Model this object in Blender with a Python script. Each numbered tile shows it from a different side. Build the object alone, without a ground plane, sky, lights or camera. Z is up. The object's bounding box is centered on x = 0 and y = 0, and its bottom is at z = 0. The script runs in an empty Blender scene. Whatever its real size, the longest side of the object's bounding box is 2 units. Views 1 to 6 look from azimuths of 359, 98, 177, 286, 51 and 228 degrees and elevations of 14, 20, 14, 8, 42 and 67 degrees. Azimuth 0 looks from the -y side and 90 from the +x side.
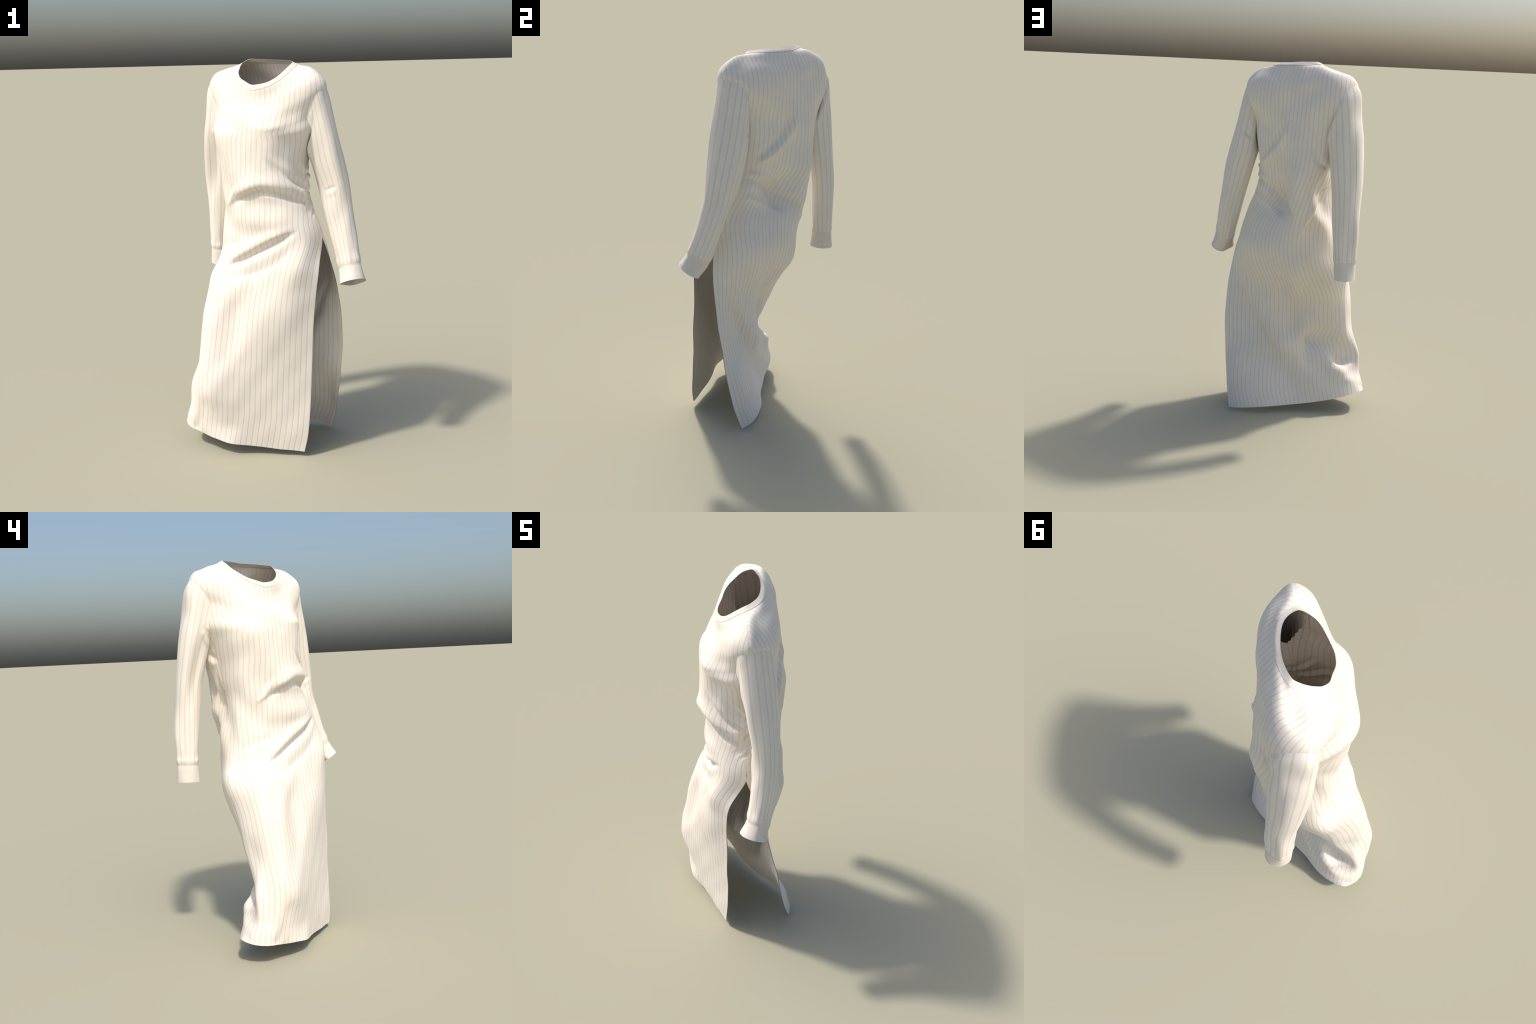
"""A long-sleeved ribbed knit dress with a side slit, worn by nobody.

The cloth is lofted: horizontal cross-sections (an ellipse swollen at sixteen
stations round the body) are splined upwards from the hem to the neck; the
sleeves are lofted the same way along the arm.  Folds are then pressed into the
cloth along curves.  The front and back panels, neckband, sleeves and cuffs are
separate pieces of cloth with their own thickness.
"""
import bpy
import numpy as np
from math import pi, radians, cos, sin

# ------------------------------------------------------------------ sections
# stations run from the slit's front edge, across the front, round the right
# side and over the back to the slit's back edge
STATIONS = 16
# the two edges of the side slit, hem to top
SLIT_FRONT = np.array([(.149,-.331,.026),(.168,-.335,.126),(.179,-.33,.244),(.185,-.33,.364),(.19,-.327,.481),(.194,-.325,.598),(.2,-.326,.712),(.207,-.327,.827),(.221,-.323,.936),(.236,-.299,1.04),(.256,-.225,1.133)])
SLIT_BACK = np.array([(.333,-.016,.002),(.343,-.051,.091),(.355,-.077,.205),(.362,-.101,.315),(.367,-.12,.422),(.371,-.139,.527),(.367,-.156,.626),(.358,-.172,.725),(.347,-.188,.819),(.326,-.2,.909),(.303,-.204,1.0),(.275,-.215,1.08),(.256,-.225,1.133)])
# the neck opening, once round
NECK_EDGE = np.array([(-.082,.108,1.997),(-.116,.08,1.978),(-.131,.041,1.947),(-.135,.021,1.935),(-.129,-.016,1.912),(-.107,-.048,1.896),(-.081,-.086,1.879),(-.062,-.103,1.876),(-.038,-.119,1.88),(.002,-.131,1.888),(.047,-.135,1.909),(.078,-.13,1.934),(.12,-.10,1.972),(.13,-.07,1.98),(.12,-.015,1.988),(.065,.048,1.995),(.016,.08,1.997),(-.03,.10,1.998),(-.06,.108,2.0)])
SKIRT_RINGS = [
    dict(z=0, centre=(-0.05, -0.12), across=0.4, deep=0.18, turn=0, swell=(1.035,.955,1.037,.976,.943,.992,1.029,1.089,1.176,1.100,.884,.828,.858,1.091,1.191)),
    dict(z=0.12, centre=(-0.05, -0.12), across=0.4, deep=0.18, turn=0, swell=(1.093,.987,.952,.959,.990,.995,1.014,1.062,1.071,.930,.753,.665,.791,1.003,1.102)),
    dict(z=0.22, centre=(-0.04, -0.12), across=0.38, deep=0.18, turn=0, swell=(1.107,1.018,1.009,1.043,1.073,1.029,1.058,1.015,1.044,.814,.665,.569,.656,.864,1.054)),
    dict(z=0.32, centre=(-0.03, -0.12), across=0.36, deep=0.18, turn=0, swell=(1.104,1.030,1.085,1.178,1.135,1.068,1.119,.808,.868,.583,.679,.644,.576,.663,.935)),
    dict(z=0.42, centre=(-0.03, -0.12), across=0.35, deep=0.19, turn=0, swell=(1.056,.979,1.019,1.108,1.128,1.052,1.051,.889,.374,.482,.645,.714,.634,.586,.747)),
    dict(z=0.52, centre=(-0.02, -0.12), across=0.33, deep=0.2, turn=0, swell=(1.036,.963,.939,.977,1.121,1.093,1.045,1.046,.783,.658,.441,.568,.647,.616,.678)),
    dict(z=0.64, centre=(-0.02, -0.11), across=0.31, deep=0.22, turn=0, swell=(1.040,.951,.885,.843,1.046,1.113,1.091,1.078,.959,.639,.428,.458,.603,.683,.745)),
    dict(z=0.76, centre=(-0.02, -0.1), across=0.3, deep=0.23, turn=-5, swell=(1.062,.936,.850,.778,.977,1.080,1.064,1.098,1.070,.920,.814,.615,.635,.735,.904)),
    dict(z=0.88, centre=(-0.02, -0.09), across=0.29, deep=0.24, turn=-12, swell=(1.057,.851,.749,.781,.860,.995,1.034,1.145,1.085,1.048,1.049,.888,.851,.981,1.114)),
    dict(z=1.0, centre=(-0.02, -0.07), across=0.28, deep=0.24, turn=-20, swell=(1.165,.832,.676,.678,.725,.799,.872,.970,.968,.990,1.020,.989,.969,1.101,1.161)),
]
HEM_HEIGHT = (.036,.048,.064,.080,.088,.101,.107,.114,.125,.102,.066,.052,.042,.039,.023)
TORSO_RINGS = [
    dict(z=1.133, centre=(-0.02, -0.05), across=0.29, deep=0.23, turn=-34, swell=(1.000,1.109,.891,.758,.681,.687,.738,.806,.767,.834,.841,1.039,.873,.849,.986,1.039)),
    dict(z=1.22, centre=(-0.01, -0.04), across=0.28, deep=0.22, turn=-34, swell=(1.036,1.044,.985,.912,.823,.797,.788,.819,.742,.734,.971,1.080,.580,.610,.793,.931)),
    dict(z=1.31, centre=(0, -0.02), across=0.25, deep=0.2, turn=-34, swell=(.939,1.071,1.067,1.013,.978,.985,.988,.882,.801,.787,1.077,1.123,.485,.532,.744,.902)),
    dict(z=1.4, centre=(0, 0), across=0.24, deep=0.19, turn=-34, swell=(1.020,1.025,1.177,1.235,1.252,1.116,1.080,.937,.867,.931,1.074,1.151,.741,.721,.811,.867)),
    dict(z=1.5, centre=(0, 0), across=0.25, deep=0.19, turn=-34, swell=(.920,.975,1.087,1.198,1.203,1.193,1.082,.954,.906,1.033,1.100,1.078,.826,.830,.866,.905)),
    dict(z=1.6, centre=(0, 0), across=0.27, deep=0.18, turn=-34, swell=(.950,1.024,1.080,1.230,1.223,1.292,1.140,.998,.960,1.042,1.107,1.092,.915,.845,.872,.911)),
]
SHOULDER_RINGS = [
    dict(across=0.29, front=0.2, back=0.165, swell=(.934,.994,1.024,1.096,1.042,1.125,1.067,1.007,1.025,1.106,1.170,1.172,.990,.897,.896,.907),
         height=(1.668,1.660,1.651,1.648,1.645,1.650,1.654,1.660,1.664,1.668,1.670,1.662,1.657,1.660,1.665,1.667)),
    dict(across=0.305, front=0.18, back=0.16, swell=(.916,.924,1.004,1.186,1.131,1.097,1.001,.959,1.003,1.162,1.235,1.176,.997,.992,.983,.939),
         height=(1.734,1.715,1.691,1.679,1.679,1.684,1.696,1.713,1.728,1.736,1.736,1.721,1.711,1.715,1.724,1.731)),
    dict(across=0.31, front=0.165, back=0.155, swell=(.982,.950,.966,1.135,1.171,1.079,.957,.930,1.019,1.198,1.298,1.158,.998,1.074,1.107,.998),
         height=(1.799,1.764,1.736,1.717,1.714,1.723,1.743,1.771,1.800,1.810,1.807,1.782,1.767,1.772,1.790,1.797)),
    dict(across=0.295, front=0.155, back=0.145, swell=(1.137,1.081,1.011,1.061,1.106,1.046,.986,1.010,1.171,1.246,1.306,1.156,1.088,1.123,1.139,1.100),
         height=(1.859,1.832,1.789,1.753,1.746,1.759,1.793,1.831,1.874,1.886,1.878,1.839,1.823,1.833,1.849,1.858)),
    dict(across=0.25, front=0.145, back=0.13, swell=(1.231,1.201,1.061,1.004,.995,1.004,1.029,1.114,1.249,1.296,1.303,1.260,1.166,1.152,1.135,1.134),
         height=(1.916,1.884,1.826,1.784,1.775,1.792,1.832,1.881,1.927,1.939,1.940,1.897,1.878,1.886,1.902,1.908)),
    dict(across=0.205, front=0.14, back=0.118, swell=(1.196,1.159,1.035,.962,.938,.941,.979,1.074,1.173,1.180,1.204,1.133,1.062,1.031,1.045,1.081),
         height=(1.955,1.908,1.856,1.822,1.812,1.828,1.861,1.905,1.953,1.956,1.972,1.943,1.927,1.932,1.942,1.952)),
    dict(across=0.162, front=0.133, back=0.106, swell=(1.078,1.083,1.003,.944,.920,.898,.929,.998,1.032,1.042,.980,.931,.895,.870,.892,.984),
         height=(1.965,1.924,1.883,1.859,1.850,1.863,1.888,1.921,1.961,1.985,1.986,1.979,1.973,1.973,1.974,1.980)),
]
LEFT_SLEEVE = [
    [(.203,-.216,1.796), (.185,-.203,1.700), (.218,-.127,1.599), (.235,-.064,1.682), (.278,-.065,1.801), (.282,-.107,1.850), (.278,-.164,1.889), (.241,-.217,1.856)],  # armhole
    [(.217,-.210,1.724), (.213,-.195,1.653), (.221,-.122,1.572), (.239,-.057,1.637), (.293,-.065,1.733), (.300,-.114,1.772), (.301,-.174,1.803), (.258,-.220,1.774)],  # sleeve head
    [(.232,-.210,1.622), (.190,-.177,1.571), (.214,-.108,1.532), (.250,-.054,1.574), (.311,-.070,1.637), (.325,-.123,1.663), (.328,-.183,1.681), (.284,-.231,1.659)],  # upper arm
    [(.252,-.205,1.506), (.216,-.158,1.491), (.218,-.099,1.489), (.264,-.055,1.503), (.330,-.077,1.526), (.355,-.135,1.537), (.360,-.195,1.542), (.312,-.239,1.528)],  # upper arm
    [(.292,-.207,1.376), (.259,-.167,1.363), (.251,-.112,1.354), (.299,-.081,1.361), (.363,-.101,1.378), (.386,-.155,1.390), (.391,-.207,1.398), (.347,-.243,1.393)],  # elbow
    [(.308,-.230,1.267), (.274,-.187,1.252), (.286,-.139,1.245), (.328,-.113,1.247), (.381,-.125,1.259), (.404,-.171,1.273), (.408,-.221,1.284), (.361,-.244,1.280)],  # forearm
    [(.328,-.252,1.167), (.298,-.215,1.150), (.306,-.168,1.137), (.351,-.148,1.138), (.401,-.154,1.148), (.421,-.198,1.165), (.419,-.244,1.179), (.375,-.268,1.179)],  # forearm
    [(.354,-.303,1.005), (.331,-.270,.988), (.341,-.230,.973), (.379,-.202,.968), (.422,-.218,.981), (.435,-.254,.998), (.437,-.295,1.015), (.396,-.315,1.017)],  # top of the cuff
    [(.358,-.351,.937), (.332,-.320,.915), (.365,-.281,.898), (.402,-.253,.888), (.442,-.259,.899), (.464,-.290,.920), (.445,-.334,.942), (.400,-.357,.947)],  # edge of the cuff
]
RIGHT_SLEEVE = [
    [(-.261,.125,1.785), (-.284,.162,1.866), (-.266,.204,1.914), (-.218,.257,1.878), (-.170,.276,1.798), (-.165,.245,1.687), (-.202,.169,1.599), (-.261,.130,1.690)],  # armhole
    [(-.262,.139,1.736), (-.297,.174,1.800), (-.292,.233,1.843), (-.227,.278,1.814), (-.173,.284,1.750), (-.139,.248,1.660), (-.187,.168,1.592), (-.247,.118,1.658)],  # sleeve head
    [(-.267,.154,1.668), (-.312,.192,1.707), (-.290,.248,1.732), (-.237,.290,1.719), (-.180,.288,1.681), (-.133,.248,1.627), (-.172,.172,1.586), (-.234,.140,1.623)],  # upper arm
    [(-.268,.179,1.590), (-.324,.213,1.601), (-.302,.276,1.611), (-.248,.307,1.611), (-.184,.299,1.604), (-.139,.245,1.589), (-.161,.181,1.580), (-.219,.158,1.581)],  # upper arm
    [(-.268,.230,1.400), (-.324,.252,1.406), (-.310,.306,1.414), (-.260,.325,1.415), (-.203,.324,1.412), (-.160,.274,1.403), (-.180,.219,1.394), (-.232,.209,1.395)],  # elbow
    [(-.280,.235,1.250), (-.319,.273,1.255), (-.305,.323,1.260), (-.261,.342,1.261), (-.209,.339,1.260), (-.175,.294,1.254), (-.185,.242,1.249), (-.232,.224,1.248)],  # forearm
    [(-.288,.238,1.118), (-.314,.281,1.121), (-.309,.331,1.123), (-.264,.348,1.123), (-.214,.347,1.121), (-.187,.303,1.118), (-.193,.252,1.116), (-.239,.235,1.117)],  # forearm
    [(-.289,.247,.982), (-.309,.285,.984), (-.304,.330,.985), (-.263,.348,.985), (-.221,.348,.984), (-.197,.310,.982), (-.207,.265,.981), (-.246,.242,.981)],  # top of the cuff
    [(-.289,.252,.891), (-.312,.286,.892), (-.303,.331,.893), (-.265,.359,.893), (-.222,.351,.892), (-.205,.313,.890), (-.216,.272,.889), (-.248,.238,.889)],  # edge of the cuff
]

# ------------------------------------------------------------------ splines


def spline(n, at, closed=False):
    """Catmull-Rom weights of n control points at the parameters `at`."""
    at = np.asarray(at, float)
    W = np.zeros((len(at), n))
    for r, x in enumerate(at):
        i = int(min(x, n - 1 if closed else n - 2))
        u = x - i
        basis = (-.5*u + u*u - .5*u**3, 1 - 2.5*u*u + 1.5*u**3, .5*u + 2*u*u - 1.5*u**3, -.5*u*u + .5*u**3)
        for j, c in zip(range(i - 1, i + 3), basis):
            if closed:
                W[r, j % n] += c
            elif j < 0:
                W[r, 0] += 2*c
                W[r, 1] -= c
            elif j >= n:
                W[r, n - 1] += 2*c
                W[r, n - 2] -= c
            else:
                W[r, j] += c
    return W


def turned(d, degrees):
    a = radians(degrees)
    return d @ np.array([[cos(a), sin(a)], [-sin(a), cos(a)]])


def smooth(x, a, b):
    t = np.clip((x - a) / (b - a), 0, 1)
    return t*t*(3 - 2*t)


# ------------------------------------------------------------------ body loft
def body_rings():
    w = np.arange(STATIONS + 1) / STATIONS
    rings = []
    for k, ring in enumerate(SKIRT_RINGS):
        z, c = ring["z"], np.array(ring["centre"])
        a, b = ring["across"], ring["deep"]
        ends = []
        for edge in (SLIT_FRONT, SLIT_BACK):
            zz = max(z, edge[0, 2])
            ends.append(np.array([np.interp(zz, edge[:, 2], edge[:, 0]), np.interp(zz, edge[:, 2], edge[:, 1]), zz]))
        angle = []
        for e in ends:
            q = turned(e[:2] - c, -ring["turn"])
            angle.append(np.arctan2(q[1] / b, q[0] / a))
        th = angle[0] + (angle[1] - 2*pi - angle[0]) * w
        d = turned(np.stack([a*np.cos(th), b*np.sin(th)], 1), ring["turn"])
        swell = np.r_[1, ring["swell"], 1]
        P = np.c_[c + d * swell[:, None], np.full(STATIONS + 1, z)]
        if k == 0:
            P[1:-1, 2] = HEM_HEIGHT
        elif k == 1:       # halfway between the slanting hem and the next ring
            P[1:-1, 2] = (np.array(HEM_HEIGHT) + SKIRT_RINGS[2]["z"]) / 2
        P[0], P[-1] = ends
        rings.append(P)
    th = -2*pi*w
    for ring in TORSO_RINGS:
        d = turned(np.stack([ring["across"]*np.cos(th), ring["deep"]*np.sin(th)], 1), ring["turn"])
        swell = np.r_[ring["swell"], ring["swell"][0]]
        rings.append(np.c_[np.array(ring["centre"]) + d * swell[:, None], np.full(STATIONS + 1, ring["z"])])
    rings[len(SKIRT_RINGS)][[0, -1]] = SLIT_FRONT[-1]
    for ring in SHOULDER_RINGS:
        s = np.sin(th)
        d = turned(np.stack([ring["across"]*np.cos(th), np.where(s < 0, ring["front"], ring["back"])*s], 1), -34)
        swell = np.r_[ring["swell"], ring["swell"][0]]
        rings.append(np.c_[np.array([0, -.005]) + d * swell[:, None], np.r_[ring["height"], ring["height"][0]]])
    centre = np.array([-.005, -.01])
    ang = np.unwrap(np.arctan2(NECK_EDGE[:, 1] - centre[1], NECK_EDGE[:, 0] - centre[0]))
    order = np.argsort(ang)
    A = np.concatenate([ang[order] + 2*pi*k for k in (-2, -1, 0, 1)])
    V = np.tile(NECK_EDGE[order], (4, 1))
    rings.append(np.stack([np.interp(radians(-32) - 2*pi*w, A, V[:, i]) for i in range(3)], 1))
    return np.array(rings)


COLUMNS = 384            # round the body
RINGS = body_rings()
OPEN = len(SKIRT_RINGS)
NR = len(RINGS)
BAND = NR - 2            # the ring where the neckband starts
rows_at = [0.]
for i in range(NR - 1):
    gap = np.linalg.norm(RINGS[i + 1] - RINGS[i], axis=1).max()
    n = max(6, int(gap / .0055))
    rows_at += list(i + (np.arange(n) + 1) / n)
rows_at = np.array(rows_at)
across = np.linspace(0, 1, COLUMNS + 1)
W_open = spline(STATIONS + 1, across * STATIONS)
W_closed = spline(STATIONS, across * STATIONS, closed=True)
section = np.array([W_open @ r if i < OPEN else W_closed @ r[:-1] for i, r in enumerate(RINGS)])
# the neck edge itself is drawn as a finer loop than the sixteen stations
loop = spline(len(NECK_EDGE), np.linspace(0, len(NECK_EDGE), 400, endpoint=False), closed=True) @ NECK_EDGE
for _ in range(60):
    loop = (np.roll(loop, 1, 0) + 2*loop + np.roll(loop, -1, 0)) / 4
turn = np.arctan2(loop[:, 1] + .01, loop[:, 0] + .005)
order = np.argsort(turn)
lapped = np.concatenate([turn[order] + 2*pi*k for k in (-2, -1, 0, 1)])
section[-1] = np.stack([np.interp(radians(-32) - 2*pi*across, lapped, np.tile(loop[order, i], 4)) for i in range(3)], 1)
# the neckband keeps an even width below that edge
facing = np.sin(-2*pi*across)                     # -1 at the front, 1 at the back
outside = section[-1][:, :2] - np.array([-.005, -.01])
outside /= np.linalg.norm(outside, axis=1)[:, None]
drop = .38 + .42 * np.abs(facing) ** 1.5 - .12 * facing * np.abs(facing)
section[BAND] = section[-1] + .027 * np.c_[outside * np.sqrt(1 - drop**2)[:, None], -drop]
BODY = np.einsum("mr,rcx->mcx", spline(NR, rows_at), section)
BODY[rows_at >= OPEN, -1] = BODY[rows_at >= OPEN, 0]


def grid_normals(G, wrap=None):
    """Vertex normals of a grid; `wrap` marks rows whose ends are joined."""
    du = np.gradient(G, axis=1)
    if wrap is not None:
        d = G[:, 1] - G[:, -2]
        du[wrap, 0] = du[wrap, -1] = d[wrap] / 2
    dv = np.gradient(G, axis=0)
    n = np.cross(du, dv)
    return n / np.maximum(np.linalg.norm(n, axis=2), 1e-9)[..., None]


WRAP = rows_at >= OPEN
outward = 1.0
N0 = grid_normals(BODY, WRAP)
mid = BODY.mean(axis=1, keepdims=True)
if ((BODY - mid) * N0).sum() < 0:
    outward = -1.0

# ribs: metres of cloth measured across each panel from its middle line
HALF = COLUMNS // 2


def rib_coordinate(G, first, last, reference, spacing, hip):
    seg = np.linalg.norm(np.diff(G[:, first:last + 1], axis=1), axis=2)
    s = np.c_[np.zeros(len(G)), np.cumsum(seg, axis=1)]
    for _ in range(160):       # knitted ribs do not follow every dent
        s[1:-1] = (s[:-2] + 2*s[1:-1] + s[2:]) / 4
    z = G[:, reference, 2]
    ref = s[:, reference - first]
    slit = first if first == 0 else last
    from_slit = ref if first == 0 else s[:, -1] - ref
    # below the hip the ribs run along the slit, above it along the middle line
    at_hip = np.interp(hip, z[rows_at < OPEN + 4], from_slit[rows_at < OPEN + 4])
    base = np.where(z < hip, from_slit, at_hip)
    for _ in range(30):
        base[1:-1] = (base[:-2] + 2*base[1:-1] + base[2:]) / 4
    return ((s - ref[:, None]) + (base if first == 0 else -base)[:, None]) / spacing


RIB_FRONT = rib_coordinate(BODY, 0, HALF, COLUMNS // 4, .028, 1.18)
RIB_BACK = rib_coordinate(BODY, HALF, COLUMNS, 3 * COLUMNS // 4, .0245, 1.30)

# ------------------------------------------------------------------ folds
UP = (0, 0, 1)


def fold(path, lobes, ends=(.25, .25), side=UP):
    """A fold pressed along `path`. Each lobe is (offset, height, width): how far
    to the `side` of the path it lies, how far it stands out and how broad it is.
    `ends` is the share of the path over which the fold fades in and out."""
    return dict(path=np.array(path), lobes=lobes, ends=ends, side=np.array(side, float))


FOLDS = [
    # belly lap
    fold([(-0.193,-0.098,1.282),(-0.129,-0.174,1.349),(-0.039,-0.229,1.383),(0.069,-0.233,1.359),(0.194,-0.182,1.287)],
         [(0.026, 0.016, 0.032), (-0.012, -0.019, 0.019)], ends=(0.3, 0.08), side=(0, 0, 1)),
    # left belly ridge
    fold([(-0.153,-0.177,1.406),(-0.173,-0.132,1.356),(-0.190,-0.105,1.307),(-0.213,-0.055,1.272)],
         [(0, 0.008, 0.014)], ends=(0.4, 0.4), side=(0, 0, 1)),
    # hip lap
    fold([(-0.240,-0.112,0.966),(-0.156,-0.167,1.019),(-0.057,-0.221,1.082),(0.044,-0.263,1.141),(0.138,-0.282,1.191)],
         [(0.026, 0.017, 0.032), (-0.012, -0.018, 0.018), (-0.05, 0.006, 0.026)], ends=(0.3, 0.35), side=(0, 0, 1)),
    # thigh valley
    fold([(-0.243,-0.156,0.908),(-0.131,-0.215,0.943),(-0.027,-0.264,0.989),(0.049,-0.291,1.045),(0.101,-0.296,1.105)],
         [(0, -0.006, 0.022)], ends=(0.3, 0.3), side=(0, 0, 1)),
    # abdomen valley
    fold([(-0.245,0.038,1.037),(-0.240,-0.016,1.060),(-0.220,-0.064,1.080),(-0.184,-0.113,1.092),(-0.138,-0.159,1.105)],
         [(0, -0.005, 0.02)], ends=(0.3, 0.3), side=(0, 0, 1)),
    # bust drape
    fold([(-0.024,-0.239,1.552),(0.021,-0.239,1.498),(0.072,-0.230,1.453),(0.131,-0.199,1.408),(0.194,-0.153,1.366)],
         [(0.02, 0.008, 0.022), (-0.008, -0.011, 0.016), (-0.04, 0.01, 0.028)], ends=(0.4, 0.1), side=(0.5, 0, 1)),
    # bust drape second
    fold([(0.099,-0.223,1.546),(0.135,-0.194,1.494),(0.167,-0.165,1.450),(0.198,-0.137,1.428)],
         [(0.0, -0.007, 0.013), (0.02, 0.006, 0.016)], ends=(0.5, 0.1), side=(0.5, 0, 1)),
    # side waist pinch
    fold([(-0.174,0.185,1.534),(-0.179,0.154,1.505),(-0.189,0.122,1.494)],
         [(0.01, -0.007, 0.02), (-0.02, 0.006, 0.022)], ends=(0.2, 0.4), side=(0, 0, 1)),
    # shin valley
    fold([(-0.338,-0.263,0.366),(-0.363,-0.243,0.271),(-0.390,-0.215,0.187),(-0.414,-0.183,0.112)],
         [(0, -0.008, 0.04)], ends=(0.4, 0), side=(1, 0, 0)),
    # back drape
    fold([(0.078,0.138,1.704),(0.089,0.133,1.650),(0.116,0.110,1.590),(0.155,0.058,1.525),(0.196,-0.025,1.450)],
         [(-0.024, 0.014, 0.026), (0.012, -0.016, 0.024)], ends=(0.35, 0.1), side=(0.7, 0, 1)),
    # seat lap
    fold([(0.198,-0.069,1.375),(0.145,0.008,1.345),(0.086,0.057,1.288),(0.037,0.145,1.240),(-0.008,0.213,1.204)],
         [(0.026, 0.01, 0.026), (-0.012, -0.016, 0.026)], ends=(0.1, 0.35), side=(0, 0, 1)),
    # seat lap second
    fold([(0.217,-0.085,1.277),(0.154,0.001,1.228),(0.096,0.070,1.178),(0.046,0.169,1.144)],
         [(0, 0.008, 0.024)], ends=(0.1, 0.4), side=(0, 0, 1)),
    # back pinch
    fold([(-0.160,0.163,1.450),(-0.118,0.157,1.335),(-0.075,0.187,1.237),(-0.041,0.192,1.156),(-0.017,0.188,1.083)],
         [(0, 0.012, 0.018), (-0.03, -0.006, 0.02)], ends=(0.25, 0.15), side=(1, 0, 0)),
    # back side valley
    fold([(-0.060,0.234,1.608),(-0.078,0.233,1.534),(-0.108,0.221,1.483),(-0.152,0.186,1.466)],
         [(0, -0.012, 0.018)], ends=(0.3, 0.2), side=(0, 0, 1)),
    # knee ledge
    fold([(-0.195,-0.002,0.264),(-0.234,0.002,0.274),(-0.274,-0.004,0.278),(-0.320,-0.035,0.274),(-0.364,-0.060,0.283),(-0.396,-0.072,0.299)],
         [(-0.03, 0.016, 0.034), (0.022, -0.01, 0.028)], ends=(0.6, 0.3), side=(0, 0, 1)),
    # back thigh ridge
    fold([(0.311,-0.116,0.940),(0.253,-0.092,0.759),(0.168,-0.059,0.576),(0.068,-0.013,0.436),(-0.031,0.004,0.338)],
         [(0, 0.013, 0.03), (0.055, -0.008, 0.035), (-0.05, -0.005, 0.03)], ends=(0.35, 0.5), side=(1, 0, 1)),
    # seat crease
    fold([(0.143,0.053,0.882),(0.047,0.087,0.822),(-0.025,0.100,0.770)],
         [(0, -0.006, 0.025)], ends=(0.4, 0.4), side=(0, 0, 1)),
]


def press_folds(G, N, folds):
    shift = np.zeros(G.shape[:2])
    for f in folds:
        P = spline(len(f["path"]), np.linspace(0, len(f["path"]) - 1, 60)) @ f["path"]
        reach = 3.2 * max(abs(o) + w for o, h, w in f["lobes"])
        low, high = P.min(axis=0) - reach, P.max(axis=0) + reach
        r, c = np.where(((G > low) & (G < high)).all(axis=2))
        if not len(r):
            continue
        X, n = G[r, c], N[r, c]
        d2 = ((X[:, None] - P[None]) ** 2).sum(axis=2)
        k = d2.argmin(axis=1)
        T = np.gradient(P, axis=0)
        T /= np.linalg.norm(T, axis=1)[:, None]
        diff = X - P[k]
        across_dir = np.cross(n, T[k])
        across_dir /= np.maximum(np.linalg.norm(across_dir, axis=1), 1e-6)[:, None]
        across_dir *= np.where((across_dir @ f["side"]) < 0, -1, 1)[:, None]
        d = (diff * across_dir).sum(axis=1)
        along = (diff * T[k]).sum(axis=1)
        lift = (diff * n).sum(axis=1)
        s = k / 59
        fade = np.ones(len(k))
        if f["ends"][0] > 0:
            fade *= smooth(s, 0, f["ends"][0])
        if f["ends"][1] > 0:
            fade *= smooth(1 - s, 0, f["ends"][1])
        fade *= np.exp(-(along / .02) ** 2) * np.exp(-(lift / .06) ** 2)
        body = .55 + .45 * np.sin(np.pi * s)          # folds are fattest in the middle
        value = sum(h * np.exp(-((d - o * body) / (w * body)) ** 2) for o, h, w in f["lobes"])
        shift[r, c] += fade * value
    return shift


N0 = outward * N0
shift = press_folds(BODY, N0, FOLDS)
# gathers where the side seam is drawn up at the waist
from_seam = np.cumsum(np.linalg.norm(np.diff(BODY, axis=1, prepend=BODY[:, :1]), axis=2), axis=1)
from_start = from_seam
from_seam = np.minimum(from_start, from_start[:, -1:] - from_start)
zz = BODY[..., 2]
gather = smooth(zz, 1.22, 1.28) * (1 - smooth(zz, 1.46, 1.54)) * np.exp(-(from_seam / .035) ** 1.5)
side_of = np.where(np.arange(COLUMNS + 1) < HALF, 1, -1)[None]
phase = zz + side_of * from_seam * .45 + .35 * from_seam
shift += gather * .006 * (np.sin(phase * 2*pi / .047) + .5 * np.sin(phase * 2*pi / .031 + 1.3))
# the seams between front and back panel lie in a fine groove
to_mid = np.abs(from_start - from_start[:, HALF:HALF + 1])
shift -= .0011 * (rows_at < BAND)[:, None] * (np.exp(-(from_seam / .005) ** 2) * smooth(zz, 1.15, 1.25) + np.exp(-(to_mid / .005) ** 2) * smooth(zz, .25, .5))
# a faint restlessness of soft knit
ripple = sum(a * np.sin(BODY @ np.array(k) + p) for a, k, p in ((.0012, (21, 9, 14), 0), (.0012, (-13, 22, 17), 2), (.0008, (35, -28, 25), 4), (.0006, (-40, 37, 30), 1)))
shift += ripple
shift[WRAP, -1] = shift[WRAP, 0]
BODY = BODY + N0 * shift[..., None]

BODY_N = outward * grid_normals(BODY, WRAP)

# ------------------------------------------------------------------ cloth
ROOT = bpy.data.objects.new("knit_dress", None)
ROOT["label"] = "long cream ribbed knit dress with side slit"
ROOT["category"] = "dress"
bpy.context.scene.collection.objects.link(ROOT)
THICK = .0035


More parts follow.
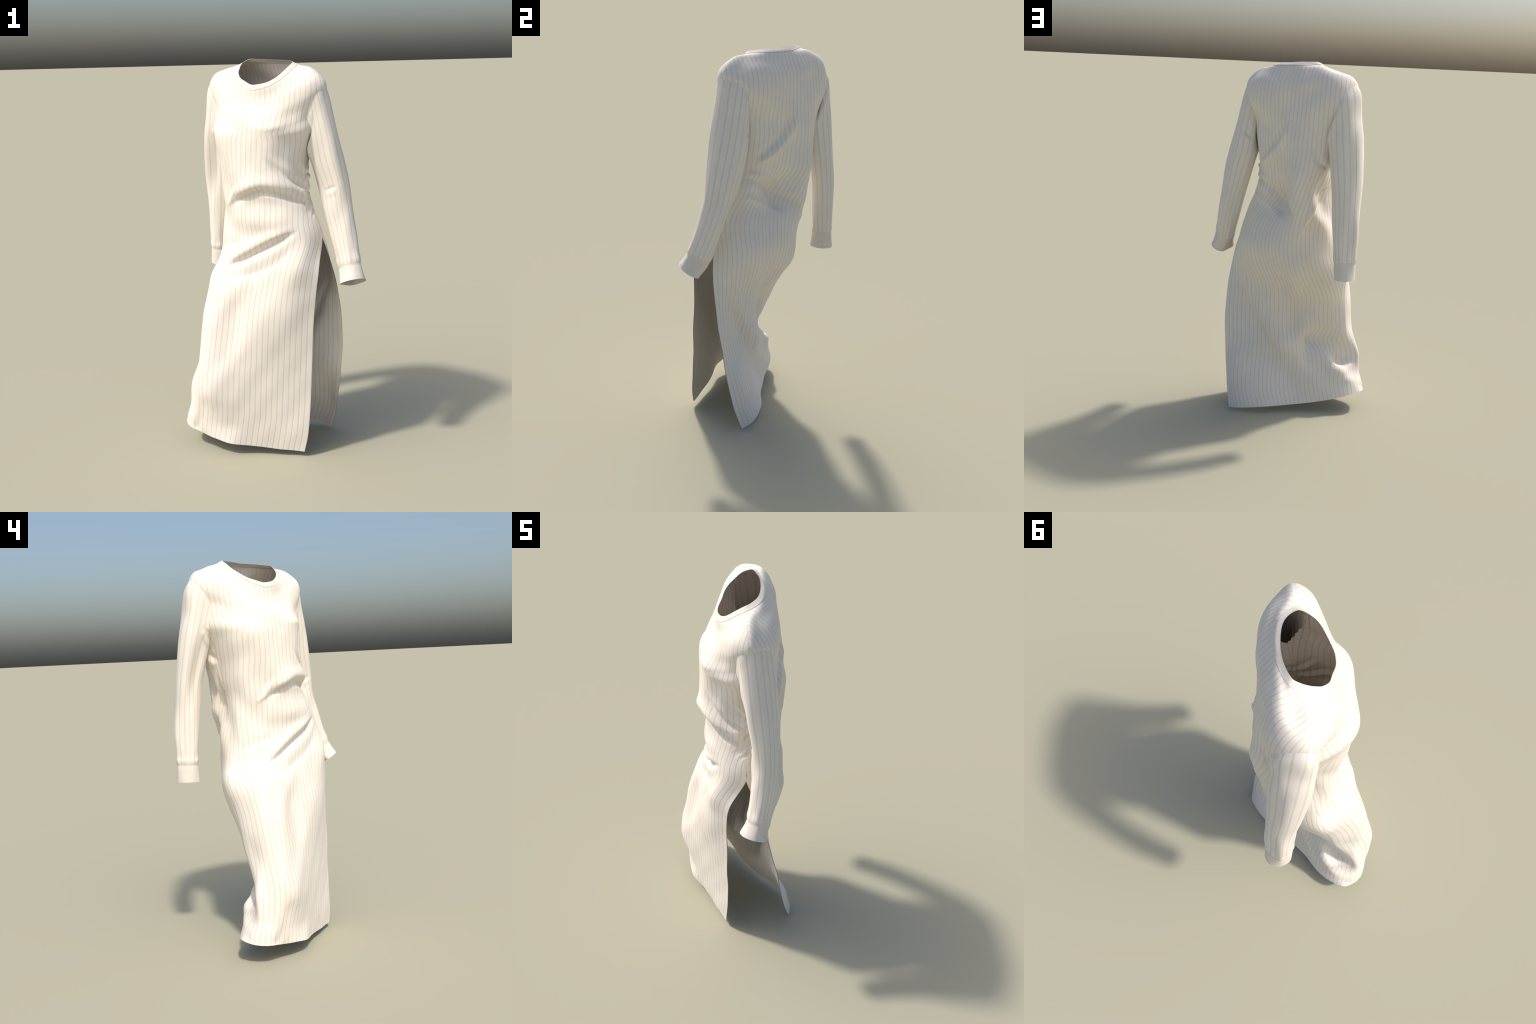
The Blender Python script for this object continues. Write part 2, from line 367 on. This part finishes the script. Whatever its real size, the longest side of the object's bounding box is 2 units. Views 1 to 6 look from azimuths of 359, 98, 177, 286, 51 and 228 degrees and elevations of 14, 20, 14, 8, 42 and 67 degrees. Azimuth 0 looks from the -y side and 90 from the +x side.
def cloth(name, G, N, rib, material, rims=(), parent=ROOT, hole=None):
    """A piece of cloth from a grid: outer face, inner face, rims on its free edges."""
    m, n = G.shape[:2]
    outer = G.reshape(-1, 3)
    inner = (G - N * THICK).reshape(-1, 3)
    verts = np.vstack([outer, inner])
    normals = np.vstack([N.reshape(-1, 3), -N.reshape(-1, 3)])
    i = np.arange(m*n).reshape(m, n)
    q = np.stack([i[:-1, :-1], i[:-1, 1:], i[1:, 1:], i[1:, :-1]], -1).reshape(-1, 4)
    a, d, e = G[m // 2, n // 2], G[m // 2, n // 2 + 1], G[m // 2 + 1, n // 2]
    flip = np.dot(np.cross(d - a, e - a), N[m // 2, n // 2]) < 0
    if hole is not None:
        q = q[~hole.ravel()]
    if flip:
        q = q[:, ::-1]
    faces = [q, q[:, ::-1] + m*n]
    edges = dict(low=i[0], high=i[-1][::-1], first=i[:, 0][::-1], last=i[:, -1])
    for r in rims:
        e = edges[r]
        f = np.stack([e[:-1], e[:-1] + m*n, e[1:] + m*n, e[1:]], -1)
        faces.append(f[:, ::-1] if flip else f)
    faces = np.vstack(faces)
    mesh = bpy.data.meshes.new(name)
    mesh.from_pydata(verts.tolist(), [], faces.tolist())
    mesh.polygons.foreach_set("use_smooth", np.ones(len(faces), bool))
    mesh.update()
    v = np.asarray(rib, np.float32).ravel()
    mesh.attributes.new("rib", "FLOAT", "POINT").data.foreach_set("value", np.r_[v, v])
    mesh.normals_split_custom_set_from_vertices(normals.tolist())
    mesh.materials.append(material)
    ob = bpy.data.objects.new(name, mesh)
    ob.parent = parent
    bpy.context.scene.collection.objects.link(ob)
    return ob


# ------------------------------------------------------------------ materials
def knit(name, groove, depth, base=(.82, .757, .67), line=(.70, .638, .558), width=.19):
    """Cream wool: rib grooves where the rib coordinate is whole, fine yarn grain."""
    mat = bpy.data.materials.new(name)
    mat.use_nodes = True
    t = mat.node_tree
    t.nodes.clear()

    def node(kind, **values):
        n = t.nodes.new("ShaderNode" + kind)
        for k, v in values.items():
            setattr(n, k, v)
        return n

    def link(a, b):
        t.links.new(a, b)

    def math(op, a, b=None, c=None):
        n = node("Math", operation=op)
        for k, v in enumerate((a, b, c)):
            if v is None:
                continue
            if isinstance(v, (int, float)):
                n.inputs[k].default_value = v
            else:
                link(v, n.inputs[k])
        return n.outputs[0]

    rib = node("Attribute", attribute_name="rib").outputs["Fac"]
    coord = node("TexCoord").outputs["Object"]
    soft = node("TexNoise", noise_dimensions="3D")
    soft.inputs["Scale"].default_value = 9
    soft.inputs["Detail"].default_value = 3
    link(coord, soft.inputs["Vector"])
    grain = node("TexNoise")
    grain.inputs["Scale"].default_value = 420
    grain.inputs["Detail"].default_value = 2
    link(coord, grain.inputs["Vector"])
    # 0 in the groove, 1 on the rib
    away = math("ABSOLUTE", math("SUBTRACT", math("FRACT", math("ADD", rib, .5)), .5))
    ramp = node("MapRange", interpolation_type="SMOOTHSTEP")
    link(away, ramp.inputs["Value"])
    ramp.inputs["From Min"].default_value = 0.0
    ramp.inputs["From Max"].default_value = width
    on_rib = ramp.outputs[0]
    mix = node("Mix", data_type="RGBA")
    link(on_rib, mix.inputs["Factor"])
    mix.inputs["A"].default_value = (*line, 1)
    mix.inputs["B"].default_value = (*base, 1)
    tint = node("Mix", data_type="RGBA", blend_type="MULTIPLY")
    tint.inputs["Factor"].default_value = 1
    link(mix.outputs["Result"], tint.inputs["A"])
    shade = node("MapRange")
    link(math("ADD", math("MULTIPLY", soft.outputs["Fac"], .6), math("MULTIPLY", grain.outputs["Fac"], .4)), shade.inputs["Value"])
    shade.inputs["From Min"].default_value = .25
    shade.inputs["From Max"].default_value = .75
    shade.inputs["To Min"].default_value = .96
    shade.inputs["To Max"].default_value = 1.04
    grey = node("CombineColor")
    for k in range(3):
        link(shade.outputs[0], grey.inputs[k])
    link(grey.outputs[0], tint.inputs["B"])
    bump = node("Bump")
    bump.inputs["Strength"].default_value = .6
    bump.inputs["Distance"].default_value = depth
    link(math("ADD", on_rib, math("MULTIPLY", grain.outputs["Fac"], .25)), bump.inputs["Height"])
    bsdf = node("BsdfPrincipled")
    link(tint.outputs["Result"], bsdf.inputs["Base Color"])
    link(bump.outputs[0], bsdf.inputs["Normal"])
    bsdf.inputs["Roughness"].default_value = .9
    bsdf.inputs["Specular IOR Level"].default_value = .15
    bsdf.inputs["Sheen Weight"].default_value = .1
    bsdf.inputs["Sheen Roughness"].default_value = .5
    out = node("OutputMaterial")
    link(bsdf.outputs[0], out.inputs[0])
    return mat


WIDE_RIB = knit("wide_rib_knit", 1, .0008)
FINE_RIB = knit("fine_rib_knit", 1, .0006, base=(.79, .722, .638), line=(.73, .667, .588), width=.3)

# ------------------------------------------------------------------ sleeves
SLEEVE_COLUMNS = 144
SLEEVE_ROWS = 320


def sleeve_loft(rings):
    """Rings of eight points, armhole to cuff; the first of each faces the front."""
    at = np.linspace(0, len(rings) - 1, SLEEVE_ROWS)
    ph = np.linspace(0, 8, SLEEVE_COLUMNS + 1)
    G = np.einsum("mr,ak,rkx->max", spline(len(rings), at), spline(8, ph, closed=True), np.array(rings))
    G[:, -1] = G[:, 0]
    return at, G


def armhole(G, at):
    """Sews the sleeve's head to the body and finds the faces of the body inside it."""
    flat = BODY.reshape(-1, 3)
    near = np.array([((flat - p) ** 2).sum(axis=1).argmin() for p in G[0, :-1]])
    seam = flat[near] - BODY_N.reshape(-1, 3)[near] * .003
    for _ in range(4):
        seam = (np.roll(seam, 1, 0) + 2*seam + np.roll(seam, -1, 0)) / 4
    delta = np.vstack([seam, seam[:1]]) - G[0]
    G = G + delta[None] * (1 - smooth(at, 0, .8))[:, None, None]
    row, col = np.divmod(near, COLUMNS + 1)
    centre = (BODY[:-1, :-1] + BODY[1:, :-1] + BODY[:-1, 1:] + BODY[1:, 1:]) / 4
    # the loop in the grid's own coordinates, unrolled across the side seam
    wide = col.max() - col.min() > COLUMNS // 2
    col = np.where(wide & (col > HALF), col - COLUMNS, col).astype(float)
    qr, qc = np.mgrid[0:centre.shape[0], 0:centre.shape[1]] + .5
    qc = np.where(wide & (qc > HALF), qc - COLUMNS, qc)
    inside = np.zeros(qr.shape, bool)
    j = len(row) - 1
    for i in range(len(row)):
        crosses = (row[i] > qr) != (row[j] > qr)
        x = (col[j] - col[i]) * (qr - row[i]) / (row[j] - row[i] + 1e-9) + col[i]
        inside ^= crosses & (qc < x)
        j = i
    r, c = np.where(inside)
    d = np.sqrt(((centre[r, c][:, None] - seam[None, ::3]) ** 2).sum(axis=2).min(axis=1))
    inside[r, c] = (d > .015) & (centre[r, c, 2] < seam[:, 2].max() - .04)
    return G, inside


def sleeve_folds(G, at, side):
    """The sleeve swells over the tight top of the cuff and puckers a little there."""
    centre = G[:, :-1].mean(axis=1, keepdims=True)
    out = G - centre
    out /= np.linalg.norm(out, axis=2)[..., None]
    ph = np.linspace(0, 2*pi, G.shape[1])
    swell = .0028 * np.exp(-((at - 6.86) / .12) ** 2) - .0016 * np.exp(-((at - 7.06) / .10) ** 2)
    pucker = .0016 * np.exp(-((at - 6.75) / .22) ** 2)[:, None] * np.sin(9 * ph)[None]
    waves = .0016 * np.sin(3 * ph + 1.7 * at[:, None] + side) + .0012 * np.sin(5 * ph - 2.3 * at[:, None])
    waves *= (smooth(at, 1, 2.5) * (1 - smooth(at, 6, 6.8)))[:, None]
    return G + out * (swell[:, None] + pucker + waves)[..., None]


LEFT_SLEEVE_FOLDS = [
    # elbow crease
    fold([(0.267,-0.180,1.353),(0.297,-0.211,1.371),(0.328,-0.236,1.389)], [(0, -0.004, 0.012), (-0.022, 0.003, 0.016)], ends=(.4, .4)),
    # underarm crease
    fold([(0.285,-0.056,1.624),(0.269,-0.052,1.599),(0.245,-0.056,1.576)], [(0, -0.007, 0.012), (-0.02, 0.006, 0.014)], ends=(.4, .4)),
]
RIGHT_SLEEVE_FOLDS = [
    # underarm crease
    fold([(-0.276,0.164,1.659),(-0.260,0.165,1.618),(-0.210,0.165,1.557)], [(0, 0.007, 0.014), (0.03, -0.006, 0.016)], ends=(.4, .4)),
]

HOLE = np.zeros((len(rows_at) - 1, COLUMNS), bool)
SLEEVES = []
for rings, side, creases in ((LEFT_SLEEVE, 1, LEFT_SLEEVE_FOLDS), (RIGHT_SLEEVE, -1, RIGHT_SLEEVE_FOLDS)):
    at, G = sleeve_loft(rings)
    G, inside = armhole(G, at)
    HOLE |= inside
    G = sleeve_folds(G, at, side)
    N = grid_normals(G, np.ones(SLEEVE_ROWS, bool))
    if ((G - G[:, :-1].mean(axis=1, keepdims=True)) * N).sum() < 0:
        N = -N
    crease = press_folds(G, N, creases)
    crease[:, -1] = crease[:, 0]
    G = G + N * crease[..., None]
    N = grid_normals(G, np.ones(SLEEVE_ROWS, bool))
    if ((G - G[:, :-1].mean(axis=1, keepdims=True)) * N).sum() < 0:
        N = -N
    girth = np.linalg.norm(np.diff(G[SLEEVE_ROWS // 2], axis=0), axis=1).sum()
    share = np.r_[0, np.cumsum(np.linalg.norm(np.diff(G[SLEEVE_ROWS // 2], axis=0), axis=1))] / girth
    SLEEVES.append((at, G, N, np.tile(share * round(girth / .030), (SLEEVE_ROWS, 1))))

# ------------------------------------------------------------------ the pieces
body_rows = np.where(rows_at <= BAND)[0]
band_rows = np.where(rows_at >= BAND)[0]
b, h = body_rows, body_rows[:-1]
cloth("front_panel", BODY[b, :HALF + 1], BODY_N[b, :HALF + 1], RIB_FRONT[b], WIDE_RIB, rims=("low", "first"), hole=HOLE[h, :HALF])
cloth("back_panel", BODY[b, HALF:], BODY_N[b, HALF:], RIB_BACK[b], WIDE_RIB, rims=("low", "last"), hole=HOLE[h, HALF:])
# the neckband stands a hair proud of the cloth and carries narrow ribs
band = BODY[band_rows] + BODY_N[band_rows] * .0012
cloth("neckband", band, BODY_N[band_rows], np.tile(across * 190, (len(band_rows), 1)), FINE_RIB, rims=("low", "high"))
for at, G, N, rib in SLEEVES:
    arm, cuff = np.where(at <= 7)[0], np.where(at >= 6.97)[0]
    s = cloth("sleeve", G[arm], N[arm], rib[arm], WIDE_RIB)
    cloth("cuff", G[cuff] + N[cuff] * .0008, N[cuff], np.tile(np.linspace(0, 84, SLEEVE_COLUMNS + 1), (len(cuff), 1)), FINE_RIB, rims=("low", "high"), parent=s)
